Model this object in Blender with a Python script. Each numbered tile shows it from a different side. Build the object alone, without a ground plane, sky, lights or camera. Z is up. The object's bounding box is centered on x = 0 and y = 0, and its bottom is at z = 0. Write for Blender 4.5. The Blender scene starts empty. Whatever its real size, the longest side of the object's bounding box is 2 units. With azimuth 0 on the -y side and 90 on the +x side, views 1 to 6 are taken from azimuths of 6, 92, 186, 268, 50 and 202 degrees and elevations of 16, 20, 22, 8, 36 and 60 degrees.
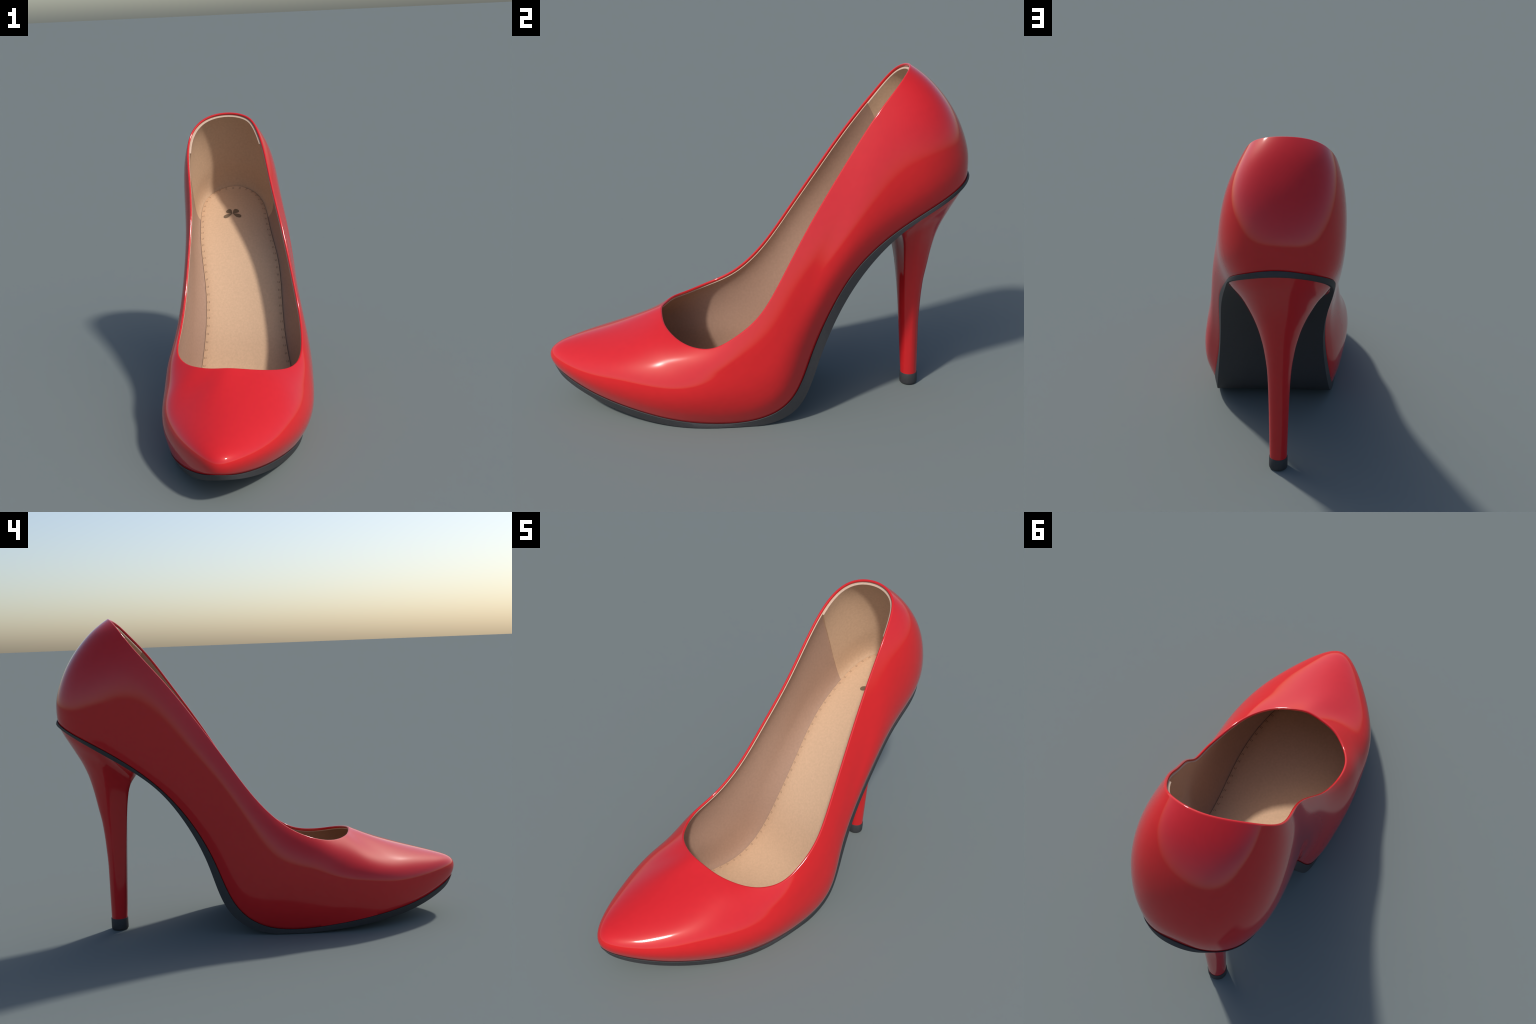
"""High-heeled pump: glossy red upper, beige lining and insole, black sole, slim stiletto heel.

The shoe is described by a few closed "rails" that run round the last like the lines a
shoemaker draws: the feather line (where upper meets sole), five girth lines that climb the
wall, the topline of the opening, and the lower edge of the outsole.  Every rail has 26
control points: centre back (0), along the +x flank, toe (13), and back along the -x flank.
The upper is a cubic spline loft through the rails; everything else (rim, linings, insole,
stitches, sole, heel) is derived from it.  Units: metres.
"""
import bpy, bmesh, math, random
import numpy as np
from mathutils import Vector

random.seed(7)
rng = np.random.default_rng(7)

# ----------------------------------------------------------------------------- rails
FEATHER_LINE = [
    (-0.101, 0.991, 1.096), (0.030, 0.977, 1.064), (0.115, 0.843, 0.990), (0.150, 0.654, 0.888), (0.222, 0.469, 0.752),
    (0.238, 0.353, 0.554), (0.255, 0.258, 0.330), (0.308, 0.189, 0.109), (0.313, -0.005, 0.012), (0.327, -0.297, 0.023),
    (0.291, -0.518, 0.065), (0.192, -0.752, 0.106), (0.073, -0.921, 0.151), (-0.007, -1.010, 0.201), (-0.097, -0.935, 0.159),
    (-0.222, -0.766, 0.103), (-0.334, -0.538, 0.075), (-0.328, -0.276, 0.029), (-0.311, -0.002, 0.012), (-0.309, 0.171, 0.136),
    (-0.271, 0.241, 0.373), (-0.273, 0.363, 0.596), (-0.318, 0.517, 0.786), (-0.335, 0.721, 0.935), (-0.328, 0.888, 1.024),
    (-0.232, 0.983, 1.079),
]
WALL_FOOT = [
    (-0.102, 1.003, 1.164), (0.046, 0.969, 1.134), (0.151, 0.829, 1.059), (0.185, 0.638, 0.960), (0.255, 0.448, 0.823),
    (0.280, 0.319, 0.620), (0.303, 0.218, 0.391), (0.354, 0.154, 0.174), (0.352, -0.026, 0.076), (0.362, -0.297, 0.082),
    (0.332, -0.511, 0.123), (0.252, -0.747, 0.179), (0.130, -0.946, 0.223), (0.001, -1.057, 0.270), (-0.123, -0.954, 0.249),
    (-0.253, -0.766, 0.202), (-0.355, -0.541, 0.162), (-0.348, -0.289, 0.098), (-0.335, -0.029, 0.070), (-0.330, 0.145, 0.178),
    (-0.293, 0.225, 0.399), (-0.294, 0.347, 0.618), (-0.334, 0.496, 0.813), (-0.356, 0.695, 0.969), (-0.352, 0.865, 1.071),
    (-0.255, 0.982, 1.145),
]
LOWER_GIRTH = [
    (-0.100, 0.980, 1.259), (0.064, 0.940, 1.233), (0.166, 0.803, 1.158), (0.192, 0.626, 1.056), (0.250, 0.449, 0.910),
    (0.285, 0.311, 0.690), (0.316, 0.202, 0.450), (0.367, 0.131, 0.242), (0.374, -0.040, 0.148), (0.390, -0.283, 0.149),
    (0.365, -0.482, 0.191), (0.281, -0.689, 0.251), (0.147, -0.853, 0.276), (0.004, -0.942, 0.303), (-0.131, -0.868, 0.297),
    (-0.263, -0.724, 0.271), (-0.360, -0.538, 0.244), (-0.363, -0.316, 0.183), (-0.358, -0.079, 0.153), (-0.345, 0.094, 0.245),
    (-0.311, 0.191, 0.448), (-0.309, 0.315, 0.661), (-0.340, 0.461, 0.859), (-0.368, 0.649, 1.025), (-0.371, 0.820, 1.145),
    (-0.274, 0.955, 1.239),
]
MIDDLE_GIRTH = [
    (-0.100, 0.929, 1.369), (0.071, 0.894, 1.346), (0.155, 0.766, 1.272), (0.180, 0.612, 1.164), (0.224, 0.459, 1.006),
    (0.272, 0.314, 0.763), (0.315, 0.196, 0.506), (0.366, 0.115, 0.316), (0.380, -0.050, 0.228), (0.390, -0.255, 0.218),
    (0.358, -0.435, 0.257), (0.271, -0.599, 0.315), (0.144, -0.711, 0.327), (0.011, -0.770, 0.343), (-0.113, -0.736, 0.338),
    (-0.240, -0.649, 0.312), (-0.344, -0.521, 0.303), (-0.373, -0.350, 0.268), (-0.383, -0.149, 0.254), (-0.360, 0.026, 0.331),
    (-0.327, 0.145, 0.512), (-0.319, 0.271, 0.719), (-0.334, 0.414, 0.919), (-0.365, 0.588, 1.097), (-0.377, 0.758, 1.236),
    (-0.286, 0.900, 1.351),
]
UPPER_GIRTH = [
    (-0.106, 0.856, 1.465), (0.057, 0.831, 1.445), (0.133, 0.723, 1.372), (0.163, 0.593, 1.259), (0.198, 0.465, 1.091),
    (0.259, 0.312, 0.830), (0.310, 0.186, 0.565), (0.355, 0.096, 0.393), (0.370, -0.061, 0.309), (0.371, -0.225, 0.283),
    (0.327, -0.383, 0.310), (0.244, -0.506, 0.365), (0.136, -0.580, 0.376), (0.023, -0.613, 0.385), (-0.078, -0.611, 0.390),
    (-0.191, -0.569, 0.359), (-0.296, -0.494, 0.351), (-0.352, -0.376, 0.337), (-0.383, -0.217, 0.348), (-0.361, -0.044, 0.417),
    (-0.335, 0.097, 0.577), (-0.323, 0.227, 0.777), (-0.326, 0.367, 0.980), (-0.356, 0.525, 1.168), (-0.373, 0.689, 1.324),
    (-0.287, 0.824, 1.448),
]
COLLAR = [
    (-0.110, 0.786, 1.533), (0.034, 0.765, 1.511), (0.099, 0.686, 1.438), (0.140, 0.573, 1.326), (0.174, 0.459, 1.158),
    (0.247, 0.297, 0.895), (0.303, 0.163, 0.630), (0.343, 0.070, 0.472), (0.357, -0.074, 0.386), (0.351, -0.201, 0.343),
    (0.301, -0.335, 0.358), (0.222, -0.428, 0.401), (0.129, -0.480, 0.416), (0.035, -0.500, 0.423), (-0.043, -0.513, 0.433),
    (-0.137, -0.497, 0.405), (-0.232, -0.459, 0.399), (-0.303, -0.382, 0.396), (-0.356, -0.259, 0.422), (-0.342, -0.095, 0.484),
    (-0.323, 0.059, 0.629), (-0.313, 0.191, 0.823), (-0.308, 0.329, 1.027), (-0.337, 0.476, 1.222), (-0.357, 0.633, 1.389),
    (-0.277, 0.746, 1.514),
]
TOPLINE = [
    (-0.109, 0.733, 1.569), (0.021, 0.699, 1.546), (0.068, 0.648, 1.487), (0.117, 0.548, 1.376), (0.151, 0.441, 1.212),
    (0.229, 0.270, 0.953), (0.286, 0.131, 0.691), (0.320, 0.042, 0.538), (0.332, -0.084, 0.445), (0.323, -0.183, 0.386),
    (0.275, -0.300, 0.389), (0.200, -0.377, 0.415), (0.118, -0.424, 0.436), (0.033, -0.441, 0.451), (-0.031, -0.451, 0.459),
    (-0.107, -0.437, 0.447), (-0.185, -0.413, 0.447), (-0.253, -0.353, 0.439), (-0.317, -0.255, 0.460), (-0.310, -0.109, 0.516),
    (-0.298, 0.038, 0.658), (-0.292, 0.168, 0.853), (-0.282, 0.307, 1.057), (-0.310, 0.449, 1.255), (-0.340, 0.601, 1.427),
    (-0.260, 0.682, 1.544),
]
SOLE_EDGE = [
    (-0.100, 1.009, 1.078), (0.025, 0.976, 1.042), (0.120, 0.846, 0.972), (0.150, 0.670, 0.878), (0.209, 0.501, 0.718),
    (0.228, 0.381, 0.518), (0.256, 0.289, 0.289), (0.285, 0.224, 0.060), (0.310, 0.034, -0.014), (0.338, -0.258, 0.003),
    (0.283, -0.479, 0.004), (0.188, -0.731, 0.060), (0.090, -0.909, 0.125), (-0.007, -0.995, 0.166), (-0.105, -0.920, 0.122),
    (-0.217, -0.743, 0.058), (-0.328, -0.504, 0.031), (-0.328, -0.239, 0.003), (-0.311, 0.040, -0.010), (-0.300, 0.216, 0.117),
    (-0.265, 0.271, 0.358), (-0.271, 0.382, 0.580), (-0.316, 0.511, 0.767), (-0.331, 0.705, 0.897), (-0.313, 0.870, 0.995),
    (-0.221, 0.986, 1.060),
]
UPPER_RAILS = [FEATHER_LINE, WALL_FOOT, LOWER_GIRTH, MIDDLE_GIRTH, UPPER_GIRTH, COLLAR, TOPLINE]
NU, NV = 26, 7
HALF = NU / 2
NET = np.array(UPPER_RAILS, dtype=float).transpose(1, 0, 2)      # (26, 7, 3)
SOLE_NET = np.array(SOLE_EDGE, dtype=float)

# ----------------------------------------------------------------------------- splines
def periodic_rows(us):
    """Rows of a closed uniform cubic B-spline for parameters us (0..26)."""
    us = np.asarray(us, float)
    i = np.floor(us).astype(int)
    t = us - i
    w = np.stack([(1 - t) ** 3, 3 * t ** 3 - 6 * t ** 2 + 4, -3 * t ** 3 + 3 * t ** 2 + 3 * t + 1, t ** 3], 1) / 6
    R = np.zeros((len(us), NU))
    for k in range(4):
        np.add.at(R, (np.arange(len(us)), (i + k - 1) % NU), w[:, k])
    return R

KNOTS = np.concatenate([[0] * 3, np.linspace(0, 1, NV - 2), [1] * 3])

def clamped_rows(vs):
    out = []
    for v in vs:
        v = min(max(float(v), 0.0), 1 - 1e-9)
        N = [1.0 if KNOTS[i] <= v < KNOTS[i + 1] else 0.0 for i in range(len(KNOTS) - 1)]
        for p in range(1, 4):
            M = []
            for i in range(len(N) - 1):
                a = 0 if KNOTS[i + p] == KNOTS[i] else (v - KNOTS[i]) / (KNOTS[i + p] - KNOTS[i]) * N[i]
                b = 0 if KNOTS[i + p + 1] == KNOTS[i + 1] else (KNOTS[i + p + 1] - v) / (KNOTS[i + p + 1] - KNOTS[i + 1]) * N[i + 1]
                M.append(a + b)
            N = M
        out.append(N)
    return np.array(out)

def unit(a):
    return a / np.maximum(np.linalg.norm(a, axis=-1, keepdims=True), 1e-9)

def smooth_curve(pairs, x):
    """Monotone cubic through (x, y) pairs, for width / inset / flare profiles."""
    p = np.array(pairs, float)
    xs, ys = p[:, 0], p[:, 1]
    h = np.diff(xs); d = np.diff(ys) / h
    m = np.zeros(len(xs)); m[0], m[-1] = d[0], d[-1]
    for i in range(1, len(xs) - 1):
        m[i] = 0 if d[i - 1] * d[i] <= 0 else 2 * d[i - 1] * d[i] / (d[i - 1] + d[i])
    x = np.clip(np.asarray(x, float), xs[0], xs[-1])
    k = np.clip(np.searchsorted(xs, x) - 1, 0, len(h) - 1)
    t = (x - xs[k]) / h[k]
    return ((2 * t ** 3 - 3 * t ** 2 + 1) * ys[k] + (t ** 3 - 2 * t ** 2 + t) * h[k] * m[k]
            + (-2 * t ** 3 + 3 * t ** 2) * ys[k + 1] + (t ** 3 - t ** 2) * h[k] * m[k + 1])

PER = 14                                  # mesh columns per control interval
US = np.arange(NU * PER) / PER
RU = periodic_rows(US)
NCOL = len(US)

OUTSET, SKIN = 0.003, 0.0     # the skin sits this far outside the rails

def frame(vs):
    """Outer surface points, outward normals and upward tangents at rows vs (one v per row)."""
    e = 1e-3
    vs = np.asarray(vs, float)
    P = np.einsum('ui,ijc,vj->uvc', RU, NET, clamped_rows(vs))
    hi, lo = np.minimum(vs + e, 1), np.maximum(vs - e, 0)
    dv = np.einsum('ui,ijc,vj->uvc', RU, NET, clamped_rows(hi) - clamped_rows(lo)) / (hi - lo)[None, :, None]
    du = (np.roll(P, -1, 0) - np.roll(P, 1, 0)) * PER / 2
    n = unit(np.cross(dv, du))
    P = P + SKIN * n * OUTSET * np.clip(vs / 0.12, 0, 1)[None, :, None]
    return P, n, dv, du

_P, _n, _dv, _du = frame([0.5])
SKIN = NSIGN = 1.0 if np.mean(_n[3 * PER:10 * PER, 0, 0]) > 0 else -1.0      # make normals point outward

def shell(depth_v):
    """Rows of (v, inward depth) pairs -> grid of points offset inward from the outer surface."""
    vs = [d[0] for d in depth_v]; ds = np.array([d[1] for d in depth_v])
    P, n, dv, du = frame(vs)
    return P - NSIGN * n * ds[None, :, None]

# ----------------------------------------------------------------------------- mesh helpers
def smooth_by_angle(me, angle=35):
    me.polygons.foreach_set("use_smooth", [True] * len(me.polygons))
    bm = bmesh.new(); bm.from_mesh(me)
    for ed in bm.edges:
        ed.smooth = not (len(ed.link_faces) == 2 and ed.calc_face_angle(0) > math.radians(angle))
    bm.to_mesh(me); bm.free()

def make_object(name, verts, faces, material, parent=None, angle=35):
    me = bpy.data.meshes.new(name)
    me.from_pydata([tuple(map(float, v)) for v in verts], [], faces)
    bm = bmesh.new(); bm.from_mesh(me)
    bmesh.ops.remove_doubles(bm, verts=bm.verts, dist=1e-6)
    bmesh.ops.recalc_face_normals(bm, faces=bm.faces)
    bm.to_mesh(me); bm.free()
    me.materials.append(material)
    smooth_by_angle(me, angle)
    ob = bpy.data.objects.new(name, me)
    bpy.context.scene.collection.objects.link(ob)
    ob.parent = parent
    return ob

def grid_faces(nu, nv, closed_u=True, base=0):
    f = []
    for i in range(nu if closed_u else nu - 1):
        a = base + i * nv; b = base + ((i + 1) % nu) * nv
        for j in range(nv - 1):
            f.append((a + j, b + j, b + j + 1, a + j + 1))
    return f

# ----------------------------------------------------------------------------- materials
def new_material(name):
    m = bpy.data.materials.new(name); m.use_nodes = True
    nt = m.node_tree
    return m, nt, nt.nodes["Principled BSDF"]

def grain(nt, bsdf, base, spread, scale, bump, distance=0.002, detail=5.0):
    """Mottled base colour plus fine bump, on Object coordinates."""
    tc = nt.nodes.new("ShaderNodeTexCoord")
    no = nt.nodes.new("ShaderNodeTexNoise"); no.inputs["Scale"].default_value = scale; no.inputs["Detail"].default_value = detail
    nt.links.new(tc.outputs["Object"], no.inputs["Vector"])
    ramp = nt.nodes.new("ShaderNodeValToRGB")
    ramp.color_ramp.elements[0].position = 0.3; ramp.color_ramp.elements[1].position = 0.7
    ramp.color_ramp.elements[0].color = (*[c * (1 - spread) for c in base], 1)
    ramp.color_ramp.elements[1].color = (*[c * (1 + spread) for c in base], 1)
    nt.links.new(no.outputs["Fac"], ramp.inputs["Fac"])
    nt.links.new(ramp.outputs["Color"], bsdf.inputs["Base Color"])
    if bump:
        bn = nt.nodes.new("ShaderNodeBump"); bn.inputs["Strength"].default_value = bump; bn.inputs["Distance"].default_value = distance
        n2 = nt.nodes.new("ShaderNodeTexNoise"); n2.inputs["Scale"].default_value = scale * 2.5; n2.inputs["Detail"].default_value = 3
        nt.links.new(tc.outputs["Object"], n2.inputs["Vector"])
        nt.links.new(n2.outputs["Fac"], bn.inputs["Height"])
        nt.links.new(bn.outputs["Normal"], bsdf.inputs["Normal"])

def patent_red():
    m, nt, b = new_material("patent_red_leather")
    grain(nt, b, RED, 0.015, 30, 0)
    b.inputs["Roughness"].default_value = 0.075
    b.inputs["Specular IOR Level"].default_value = 0.5
    return m

def leather(name, base, bump=0.25):
    m, nt, b = new_material(name)
    grain(nt, b, base, 0.05, 90, bump, 0.0015)
    b.inputs["Roughness"].default_value = 0.75
    b.inputs["Specular IOR Level"].default_value = 0.3
    return m

def rubber(name, base, rough=0.6):
    m, nt, b = new_material(name)
    grain(nt, b, base, 0.08, 140, 0.1, 0.001)
    b.inputs["Roughness"].default_value = rough
    b.inputs["Specular IOR Level"].default_value = 0.3
    return m

RED = (0.60, 0.016, 0.019)
MAT_RED = patent_red()
MAT_LINING = leather("lining_leather", (0.375, 0.236, 0.168))
MAT_GRIP = leather("heel_lining_suede", (0.55, 0.365, 0.235))
MAT_EDGE = leather("cut_edge_leather", (0.55, 0.40, 0.295), 0.1)
MAT_INSOLE = leather("insole_leather", (0.61, 0.405, 0.258))
MAT_STITCH = leather("stitch_thread", (0.30, 0.195, 0.122), 0)
MAT_MARK = leather("stamped_mark", (0.17, 0.115, 0.07), 0)
MAT_SOLE = rubber("sole_rubber", (0.046, 0.046, 0.049))
MAT_CAP = rubber("cap_rubber", (0.04, 0.04, 0.043))

# ----------------------------------------------------------------------------- root
shoe = bpy.data.objects.new("high_heel_shoe", None)
bpy.context.scene.collection.objects.link(shoe)
shoe.empty_display_size = 0.1
shoe["label"] = "glossy red pointed high heel pump with stiletto"
shoe["category"] = "shoe"

# ----------------------------------------------------------------------------- upper
FEA, _, _, _ = frame([0.0]); FEA = FEA[:, 0]
SOL = RU @ SOLE_NET
SOL[:, 2] = np.maximum(SOL[:, 2], 0.001)
mirror = (-np.arange(NCOL)) % NCOL

# inward directions round the feather line (in the plane of the sole), from the ladder of cross lines
ctr = 0.5 * (FEA + FEA[mirror])
cross = unit(FEA - FEA[mirror])
def fix_ends(a, lo, hi):
    """Replace the degenerate directions at centre back and toe by their neighbours'."""
    b = a.copy()
    for k in range(NCOL):
        s = min(k, NCOL - k)
        if s < lo: b[k] = a[lo if k <= NCOL // 2 else NCOL - lo]
        if s > hi: b[k] = a[hi if k <= NCOL // 2 else NCOL - hi]
    return b
cross = fix_ends(cross, PER, int(12 * PER))
tang = unit(np.roll(FEA, -1, 0) - np.roll(FEA, 1, 0))
spine = unit(np.roll(ctr, -6, 0) - np.roll(ctr, 6, 0))
spine[NCOL // 2:] *= -1
spine = fix_ends(spine, PER, int(12 * PER))
side_sign = np.where(np.arange(NCOL) <= NCOL // 2, 1.0, -1.0)[:, None]
across = cross * side_sign                     # always from -x to +x
sole_up = unit(np.cross(across, -spine))
sole_up *= np.sign(sole_up[:, 2:3] + 1e-9)
k = np.ones(2 * PER + 1) / (2 * PER + 1)
def ring_smooth(a):
    pad = np.concatenate([a[-PER:], a, a[:PER]])
    return np.stack([np.convolve(pad[:, c], k, 'valid') for c in range(3)], 1)
sole_up = unit(ring_smooth(sole_up))
inward = unit(np.cross(sole_up, tang))
if inward[5 * PER, 0] > 0: inward = -inward

RIM = 0.0060          # half thickness of the rolled red rim
WALL = 2 * RIM
def rim_rows():
    """Half-round roll over the topline, then a short return on the inside."""
    P, n, dv, du = frame([1.0])
    P, n, t = P[:, 0], NSIGN * n[:, 0], unit(dv[:, 0])
    t = unit(t - n * np.sum(t * n, 1, keepdims=True))
    c = P - n * RIM
    rows = [c + RIM * (math.cos(a) * n + math.sin(a) * t) for a in np.linspace(0, math.pi, 9)[1:]]
    rows.append(c - n * RIM - t * 0.02)
    return rows
vs = 1 - (1 - np.linspace(0, 1, 72)) ** 1.4
P, n, dv, du = frame(vs)
tuck = FEA + inward * 0.02 - sole_up * 0.004
rows = [tuck] + [P[:, j] for j in range(len(vs))] + rim_rows()
G = np.stack(rows, 1)
make_object("upper", G.reshape(-1, 3), grid_faces(NCOL, G.shape[1]), MAT_RED, shoe, 60)

# ----------------------------------------------------------------------------- insole outline
ARC = np.minimum(US, NU - US)                  # station number measured from centre back, both flanks
plus = US <= HALF
INSET_PLUS = [(0, 0.030), (2, 0.030), (3, 0.035), (5, 0.042), (7, 0.044), (9, 0.04), (11, 0.035), (13, 0.03)]
INSET_MINUS = [(0, 0.030), (2, 0.030), (3, 0.033), (5, 0.045), (7, 0.042), (9, 0.040), (11, 0.035), (13, 0.03)]
inset = np.where(plus, smooth_curve(INSET_PLUS, ARC), smooth_curve(INSET_MINUS, ARC))
inset = ring_smooth(np.repeat(inset[:, None], 3, 1))[:, :1]
lift = 0.006 - np.where(plus, 0.013 * np.clip(np.sin((ARC - 1.5) / 7.5 * math.pi), 0, 1) * (ARC > 1.5) * (ARC < 9), 0.0)
INS_EDGE = FEA + inward * inset + sole_up * lift[:, None]

# ----------------------------------------------------------------------------- linings
LIN = 0.0045
BACK_PAD, SIDE_PAD = 0.034, 0.013      # the wall is thicker half way up: the inside bulges less than the outside

def lining_rows(depth, drop, foot_v=0.3):
    """Inner wall at a given depth from the outside, from just under the rim down to the insole."""
    P, n, dv, du = frame([1.0])
    rate = np.linalg.norm(dv[:, 0], axis=1)
    rows = []
    N = 30
    for s in np.linspace(0, 1, N):
        v = (1 - drop / rate) * (1 - s) + foot_v * s
        # per column v: evaluate by row interpolation
        rows.append(v)
    V = np.array(rows)                         # (N, NCOL)
    table = np.linspace(0, 1, 241)
    TP, Tn, Tdv, Tdu = frame(table)
    st = np.minimum(US, NU - US)                   # stations from centre back
    amount = SIDE_PAD + (BACK_PAD - SIDE_PAD) * np.cos(np.clip(st / np.where(US < HALF, 1.8, 4.0), 0, 1) * math.pi / 2)
    amount += 0.012 * np.clip(1 - np.abs(st - 9) / 3, 0, 1)
    amount *= np.clip((13.5 - st) / 3.5, 0, 1)     # none in the toe
    pad = amount[:, None] * np.sin(math.pi * table ** 0.6)
    TI = TP - NSIGN * Tn * (depth + pad[:, :, None])
    out = []
    for r in V:
        x = r * 240; i = np.clip(x.astype(int), 0, 239); f = (x - i)[:, None]
        out.append(TI[np.arange(NCOL), i] * (1 - f) + TI[np.arange(NCOL), i + 1] * f)
    P0, t0 = out[-1], unit(out[-1] - out[-2])
    L = np.linalg.norm(INS_EDGE - P0, axis=1, keepdims=True)
    E = INS_EDGE - inward * 0.0015 - sole_up * 0.005
    P1, P2 = P0 + t0 * L * 0.36, E - inward * L * 0.20 + sole_up * L * 0.16
    for s in np.linspace(0, 1, 14)[1:]:
        out.append((1 - s) ** 3 * P0 + 3 * s * (1 - s) ** 2 * P1 + 3 * s * s * (1 - s) * P2 + s ** 3 * E)
    out.append(E + inward * 0.008 - sole_up * 0.008)
    return out

edge_out = lining_rows(WALL - 0.001, 0.006)[0]
inner = lining_rows(WALL + LIN, 0.006)
G = np.stack(inner, 1)
lining = make_object("lining", G.reshape(-1, 3), grid_faces(NCOL, G.shape[1]), MAT_LINING, shoe, 60)
E = np.stack([edge_out, inner[0], inner[1]], 1)
E[:, 2] = E[:, 1] + (E[:, 2] - E[:, 1]) * 0.08 + NSIGN * 0.0
make_object("lining_edge", E.reshape(-1, 3), grid_faces(NCOL, 3), MAT_EDGE, shoe, 30)

# heel lining: a second, thicker panel round the back, its front edge slanting forward to the insole
GRIP = 0.0085
g_out = np.stack(lining_rows(WALL + LIN - 0.001, 0.0045), 1)
g_in = np.stack(lining_rows(WALL + LIN + GRIP, 0.0045), 1)
nrow = g_in.shape[1]
taper = np.linspace(0, 1, nrow) ** 1.0
thick = np.clip(1.0 - taper * 0.75, 0.12, 1)[None, :, None]          # pared thin towards the insole
g_in = g_out + (g_in - g_out) * thick
def column_sample(Gd, u, j):
    x = (u % NU) * PER; i = int(math.floor(x)); f = x - i
    return Gd[i % NCOL, j] * (1 - f) + Gd[(i + 1) % NCOL, j] * f
NG = 90
gi, go = [], []
for a in np.linspace(-1, 1, NG):
    for j in range(nrow):
        r = j / (nrow - 1)
        u = a * ((2.7 * (1 - r) + 2.5 * r) if a > 0 else (2.35 * (1 - r) + 3.0 * r))
        gi.append(column_sample(g_in, u, j)); go.append(column_sample(g_out, u, j))
gi, go = np.array(gi), np.array(go)
verts = np.concatenate([gi, go])
faces = grid_faces(NG, nrow, False)
for col in (0, NG - 1):
    for j in range(nrow - 1):
        faces.append((col * nrow + j, col * nrow + j + 1, len(gi) + col * nrow + j + 1, len(gi) + col * nrow + j))
make_object("heel_lining", verts, faces, MAT_GRIP, shoe, 40)
eg = []
for c in range(NG):
    a, b = go[c * nrow], gi[c * nrow]
    d = unit(gi[c * nrow + 1] - gi[c * nrow])
    lift = -d * 0.0012
    eg += [a + lift, b + lift, b + lift + d * 0.003 + unit(b - a) * 0.0003]
make_object("heel_lining_edge", eg, grid_faces(NG, 3, False), MAT_EDGE, shoe, 30)

# ----------------------------------------------------------------------------- insole
def ladder(loop, rise, up, nx=25, ends=True):
    """Surface stretched across a closed loop: cross lines join each flank point to its partner."""
    pts = []
    half = NCOL // 2
    for kk in range(half + 1):
        a, b = loop[kk], loop[(-kk) % NCOL]
        for s in np.linspace(-1, 1, nx):
            q = a * (1 + s) / 2 + b * (1 - s) / 2
            pts.append(q + up[kk] * rise(kk / PER, s))
    return pts, half + 1, nx

edge_round = lambda s: 0.010 * (1 - abs(s) ** 12)
def insole_rise(st, s):
    return edge_round(s) + -0.010 * (1 - s * s) * float(np.interp(st, [0, 1.5, 3, 5, 6.5, 13], [0, 0.3, 1, 0.6, 0, 0]))
pts, nk, nx = ladder(INS_EDGE, insole_rise, sole_up)
insole = make_object("insole", pts, grid_faces(nk, nx, False), MAT_INSOLE, shoe, 60)

# double row of stitches just inside its edge, each dash laid on the insole surface
from mathutils.bvhtree import BVHTree
tree = BVHTree.FromPolygons([Vector(p) for p in pts], grid_faces(nk, nx, False))
seg = np.linalg.norm(np.roll(INS_EDGE, -1, 0) - INS_EDGE, axis=1)
run = np.concatenate([[0], np.cumsum(seg)])
total = run[-1]
tI = unit(np.roll(INS_EDGE, -1, 0) - np.roll(INS_EDGE, 1, 0))
inI = unit(np.cross(sole_up, tI)); inI *= np.sign(np.sum(inI * inward, 1, keepdims=True))
def along(A, d):
    """Value of a per-column array at distance d round the insole edge."""
    k1 = int(np.searchsorted(run, d)) % NCOL
    k0 = (k1 - 1) % NCOL
    f = (d - run[k0]) / max(seg[k0], 1e-9)
    return A[k0] * (1 - f) + A[k1] * f
sv, sf = [], []
count = int(total / 0.045)
for c in range(count):
    d = (c + 0.5) * total / count
    t, up, q = unit(along(tI, d)), unit(along(sole_up, d)), unit(along(inI, d))
    for depth in (0.0075, 0.0160):
        hit, nrm, _, _ = tree.ray_cast(Vector(along(INS_EDGE, d) + q * depth + up * 0.1), Vector(-up))
        if hit is None: continue
        p = np.array(hit); b0 = len(sv)
        L, W, H = 0.0062, 0.0019, 0.0010
        for a_, w_, h_ in ((-1, -1, 0), (-1, 1, 0), (1, 1, 0), (1, -1, 0), (-.7, -.6, 1), (-.7, .6, 1), (.7, .6, 1), (.7, -.6, 1)):
            sv.append(p + t * L * a_ + q * W * w_ + up * (H * h_ - 0.0004))
        sf += [tuple(b0 + x for x in fc) for fc in ((4, 5, 6, 7), (0, 1, 5, 4), (1, 2, 6, 5), (2, 3, 7, 6), (3, 0, 4, 7))]
stitching = make_object("stitching", sv, sf, MAT_STITCH, insole, 60)
stitching["kind"] = "stuff"

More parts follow.
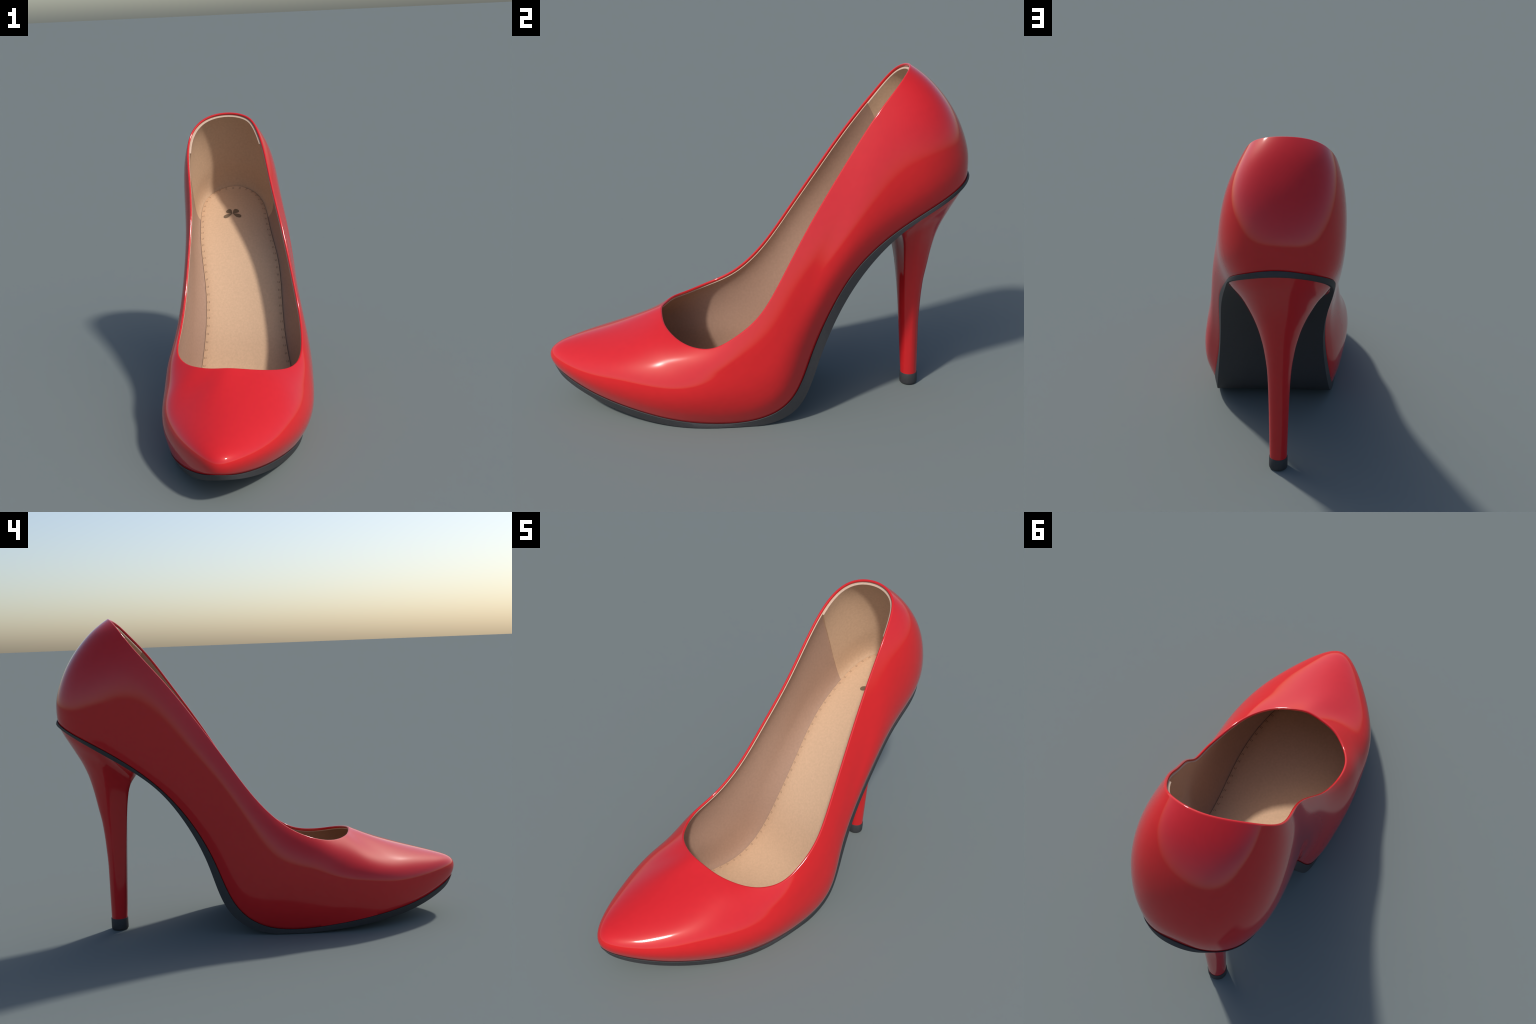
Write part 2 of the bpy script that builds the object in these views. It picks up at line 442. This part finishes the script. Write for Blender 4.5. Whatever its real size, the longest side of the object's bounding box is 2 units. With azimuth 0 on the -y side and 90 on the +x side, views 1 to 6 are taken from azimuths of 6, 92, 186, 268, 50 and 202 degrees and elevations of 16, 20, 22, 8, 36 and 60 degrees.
# stamped four-wing mark on the heel seat
def petal(cx, cy, angle, length, width, blunt):
    """Tear-drop wing starting at (cx, cy), pointing at angle."""
    out = []
    for a in np.linspace(0, 2 * math.pi, 40, endpoint=False):
        r = 0.5 * (1 - math.cos(a))
        x = length * r
        y = width * math.sin(a) * (r ** blunt)
        out.append((cx + x * math.cos(angle) - y * math.sin(angle), cy + x * math.sin(angle) + y * math.cos(angle)))
    return out
kk0 = int(round(2.55 * PER))
a, b = INS_EDGE[kk0], INS_EDGE[(-kk0) % NCOL]
mc = a * (0.5 + -0.035) + b * (0.5 - -0.035)
mup = sole_up[kk0]
mx = np.array([1.0, 0.0, 0.0]); mx = unit(mx - mup * (mx @ mup)); my = unit(np.cross(mup, mx))
turn = math.radians(4.0)
mx, my = mx * math.cos(turn) + my * math.sin(turn), my * math.cos(turn) - mx * math.sin(turn)
def on_insole(x, y):
    o = Vector(mc + (mx * x + my * y) * 0.93 + mup * 0.15)
    hit, nrm, _, _ = tree.ray_cast(o, Vector(-mup))
    return np.array(hit) + mup * 0.0009
WINGS = [petal(0.001, 0.0005, math.radians(44), 0.047, 0.028, 0.7), petal(-0.001, 0.0005, math.radians(136), 0.047, 0.028, 0.7),
         petal(0.001, 0.0, math.radians(-32), 0.064, 0.0195, 0.6), petal(-0.001, 0.0, math.radians(212), 0.064, 0.0195, 0.6)]
for idx, w in enumerate(WINGS):
    lift = 0.0004 * (idx % 2 + (2 if idx > 1 else 0)) 
    cx, cy = np.mean(w, axis=0)
    vv = [on_insole(x, y) + mup * lift for x, y in w]
    vv += [on_insole(cx + (x - cx) * 0.5, cy + (y - cy) * 0.5) + mup * (lift + 0.0002) for x, y in w]
    vv.append(on_insole(cx, cy) + mup * (lift + 0.0003))
    m = len(w)
    ff = [(i, (i + 1) % m, m + (i + 1) % m, m + i) for i in range(m)] + [(m + i, m + (i + 1) % m, 2 * m) for i in range(m)]
    make_object("mark_wing", vv, ff, MAT_MARK, insole, 60)

# ----------------------------------------------------------------------------- outsole
top_edge = FEA - inward * 0.002 - sole_up * 0.002
top_in = FEA + inward * 0.025 - sole_up * 0.004
low = SOL - sole_up * 0.0015
low[:, 2] = np.maximum(low[:, 2], 0.001)
mid1 = top_edge * 0.12 + low * 0.88
round_low = low + inward * 0.004
side_rows = np.stack([top_in, top_edge + inward * 0.0015, top_edge - sole_up * 0.0015, mid1, low + inward * 0.0006, round_low - sole_up * 0.0006], 1)
sv = list(side_rows.reshape(-1, 3)); sf = grid_faces(NCOL, side_rows.shape[1])
def shank_rise(st, s):
    """The shank is slightly rounded across, the tread flat."""
    return -0.008 * (1 - s * s) * float(np.interp(st, [0, 1.5, 3, 5, 6.5, 13], [0, 0, 1, 1, 0, 0]))
bp, nk2, nx2 = ladder(round_low - sole_up * 0.0006, shank_rise, sole_up, 17)
base = len(sv); sv += bp; sf += grid_faces(nk2, nx2, False, base)
sole = make_object("outsole", sv, sf, MAT_SOLE, shoe, 40)

# ----------------------------------------------------------------------------- heel
BOT_C = np.array([-0.097, 0.752, 0.056]); BOT_R = np.array([0.0405, 0.040])
BREAST_PLUS, BREAST_MINUS = 0.665, 0.590         # where the front face of the heel meets the sole on either flank
# flare of each face: (height fraction, share of the way from shaft position to seat edge)
FLARE_BACK = [(0, 0), (0.25, 0.0), (0.38, 0.03), (0.485, 0.08), (0.57, 0.16), (0.66, 0.25), (0.735, 0.35), (0.80, 0.48), (0.875, 0.68), (0.94, 0.86), (1, 1)]
FLARE_SIDE = [(0, 0), (0.2, 0.02), (0.39, 0.045), (0.5, 0.075), (0.62, 0.155), (0.715, 0.265), (0.79, 0.395), (0.86, 0.56), (0.91, 0.70), (0.96, 0.885), (1, 1)]
FLARE_FRONT = [(0, 0), (0.09, 0.055), (0.31, 0.165), (0.53, 0.275), (0.746, 0.40), (0.853, 0.505), (0.906, 0.61), (0.96, 0.82), (1, 1)]
FLARE_CORNER = [(0, 0), (0.3, 0.0), (0.5, 0.015), (0.7, 0.06), (0.8, 0.11), (0.88, 0.19), (0.94, 0.36), (0.975, 0.6), (1, 1)]      # sideways flare of the front corners: tight until just under the seat
seat = SOL + inward * 0.003 + sole_up * 0.004
flank = [kk for kk in range(NCOL // 2) if seat[kk][1] > BREAST_PLUS]
kmax_p = max(flank)
kmax_m = min(kk for kk in range(NCOL // 2, NCOL) if seat[kk][1] > BREAST_MINUS)
back_line = [seat[kk % NCOL] for kk in range(kmax_m - NCOL, kmax_p + 1, 2)]
front_a, front_b = back_line[-1], back_line[0]
front_line = [front_a * (1 - s) + front_b * s + np.array([0, 0.012 * 0, 0]) for s in np.linspace(0, 1, 34)[1:-1]]
top_ring = np.array(back_line + front_line)
NT = len(top_ring)
# round off corners a little, in ring order
for _ in range(3):
    top_ring = 0.5 * top_ring + 0.25 * (np.roll(top_ring, 1, 0) + np.roll(top_ring, -1, 0))
seat_c = np.array([-0.097, 0.775])
ang = np.arctan2(top_ring[:, 0] - seat_c[0], top_ring[:, 1] - seat_c[1])      # 0 = back, +-pi = front
# matching angles on the shaft: same bearing, so that the flutes run straight down
bot_ring = np.stack([BOT_C[0] + BOT_R[0] * np.sin(ang), BOT_C[1] + BOT_R[1] * np.cos(ang), np.full(NT, 0.056)], 1)
toward_back = np.clip(np.cos(ang) * 1.6 + 0.5, 0, 1)                             # 1 behind the shaft, 0 in front of it
rear = np.clip(np.cos(ang) * 1.2 + 1.0, 0, 1)
rows = []
NH = 70
hs = np.linspace(0, 1, NH)
for h in hs:
    fy = toward_back * smooth_curve(FLARE_BACK, h) + (1 - toward_back) * smooth_curve(FLARE_FRONT, h)
    fx = rear * smooth_curve(FLARE_SIDE, h) + (1 - rear) * smooth_curve(FLARE_CORNER, h)
    p = bot_ring.copy()
    p[:, 0] += (top_ring[:, 0] - bot_ring[:, 0]) * fx
    p[:, 1] += (top_ring[:, 1] - bot_ring[:, 1]) * fy
    p[:, 2] = 0.056 + (top_ring[:, 2] - 0.056) * h
    rows.append(p)
G = np.stack(rows, 1)
hv = list(G.reshape(-1, 3)); hf = grid_faces(NT, NH)
hv.append(BOT_C + np.array([0, 0, -0.001])); ci = len(hv) - 1
for i in range(NT): hf.append((i * NH, ((i + 1) % NT) * NH, ci))
heel = make_object("heel", hv, hf, MAT_RED, shoe, 60)

# rubber top piece under the heel
rings = []
for z, k_ in ((0.056 + 0.002, 0.90), (0.056 + 0.002, 1.03), (0.056, 1.065), (0.010, 1.075), (0.003, 1.05), (0.0, 0.98), (0.0, 0.0)):
    a = np.linspace(0, 2 * math.pi, 72, endpoint=False)
    rings.append(np.stack([BOT_C[0] + BOT_R[0] * k_ * np.sin(a), BOT_C[1] + BOT_R[1] * k_ * np.cos(a), np.full(72, z)], 1))
G = np.stack(rings, 1)
make_object("heel_cap", G.reshape(-1, 3), grid_faces(72, G.shape[1]), MAT_CAP, heel, 40)
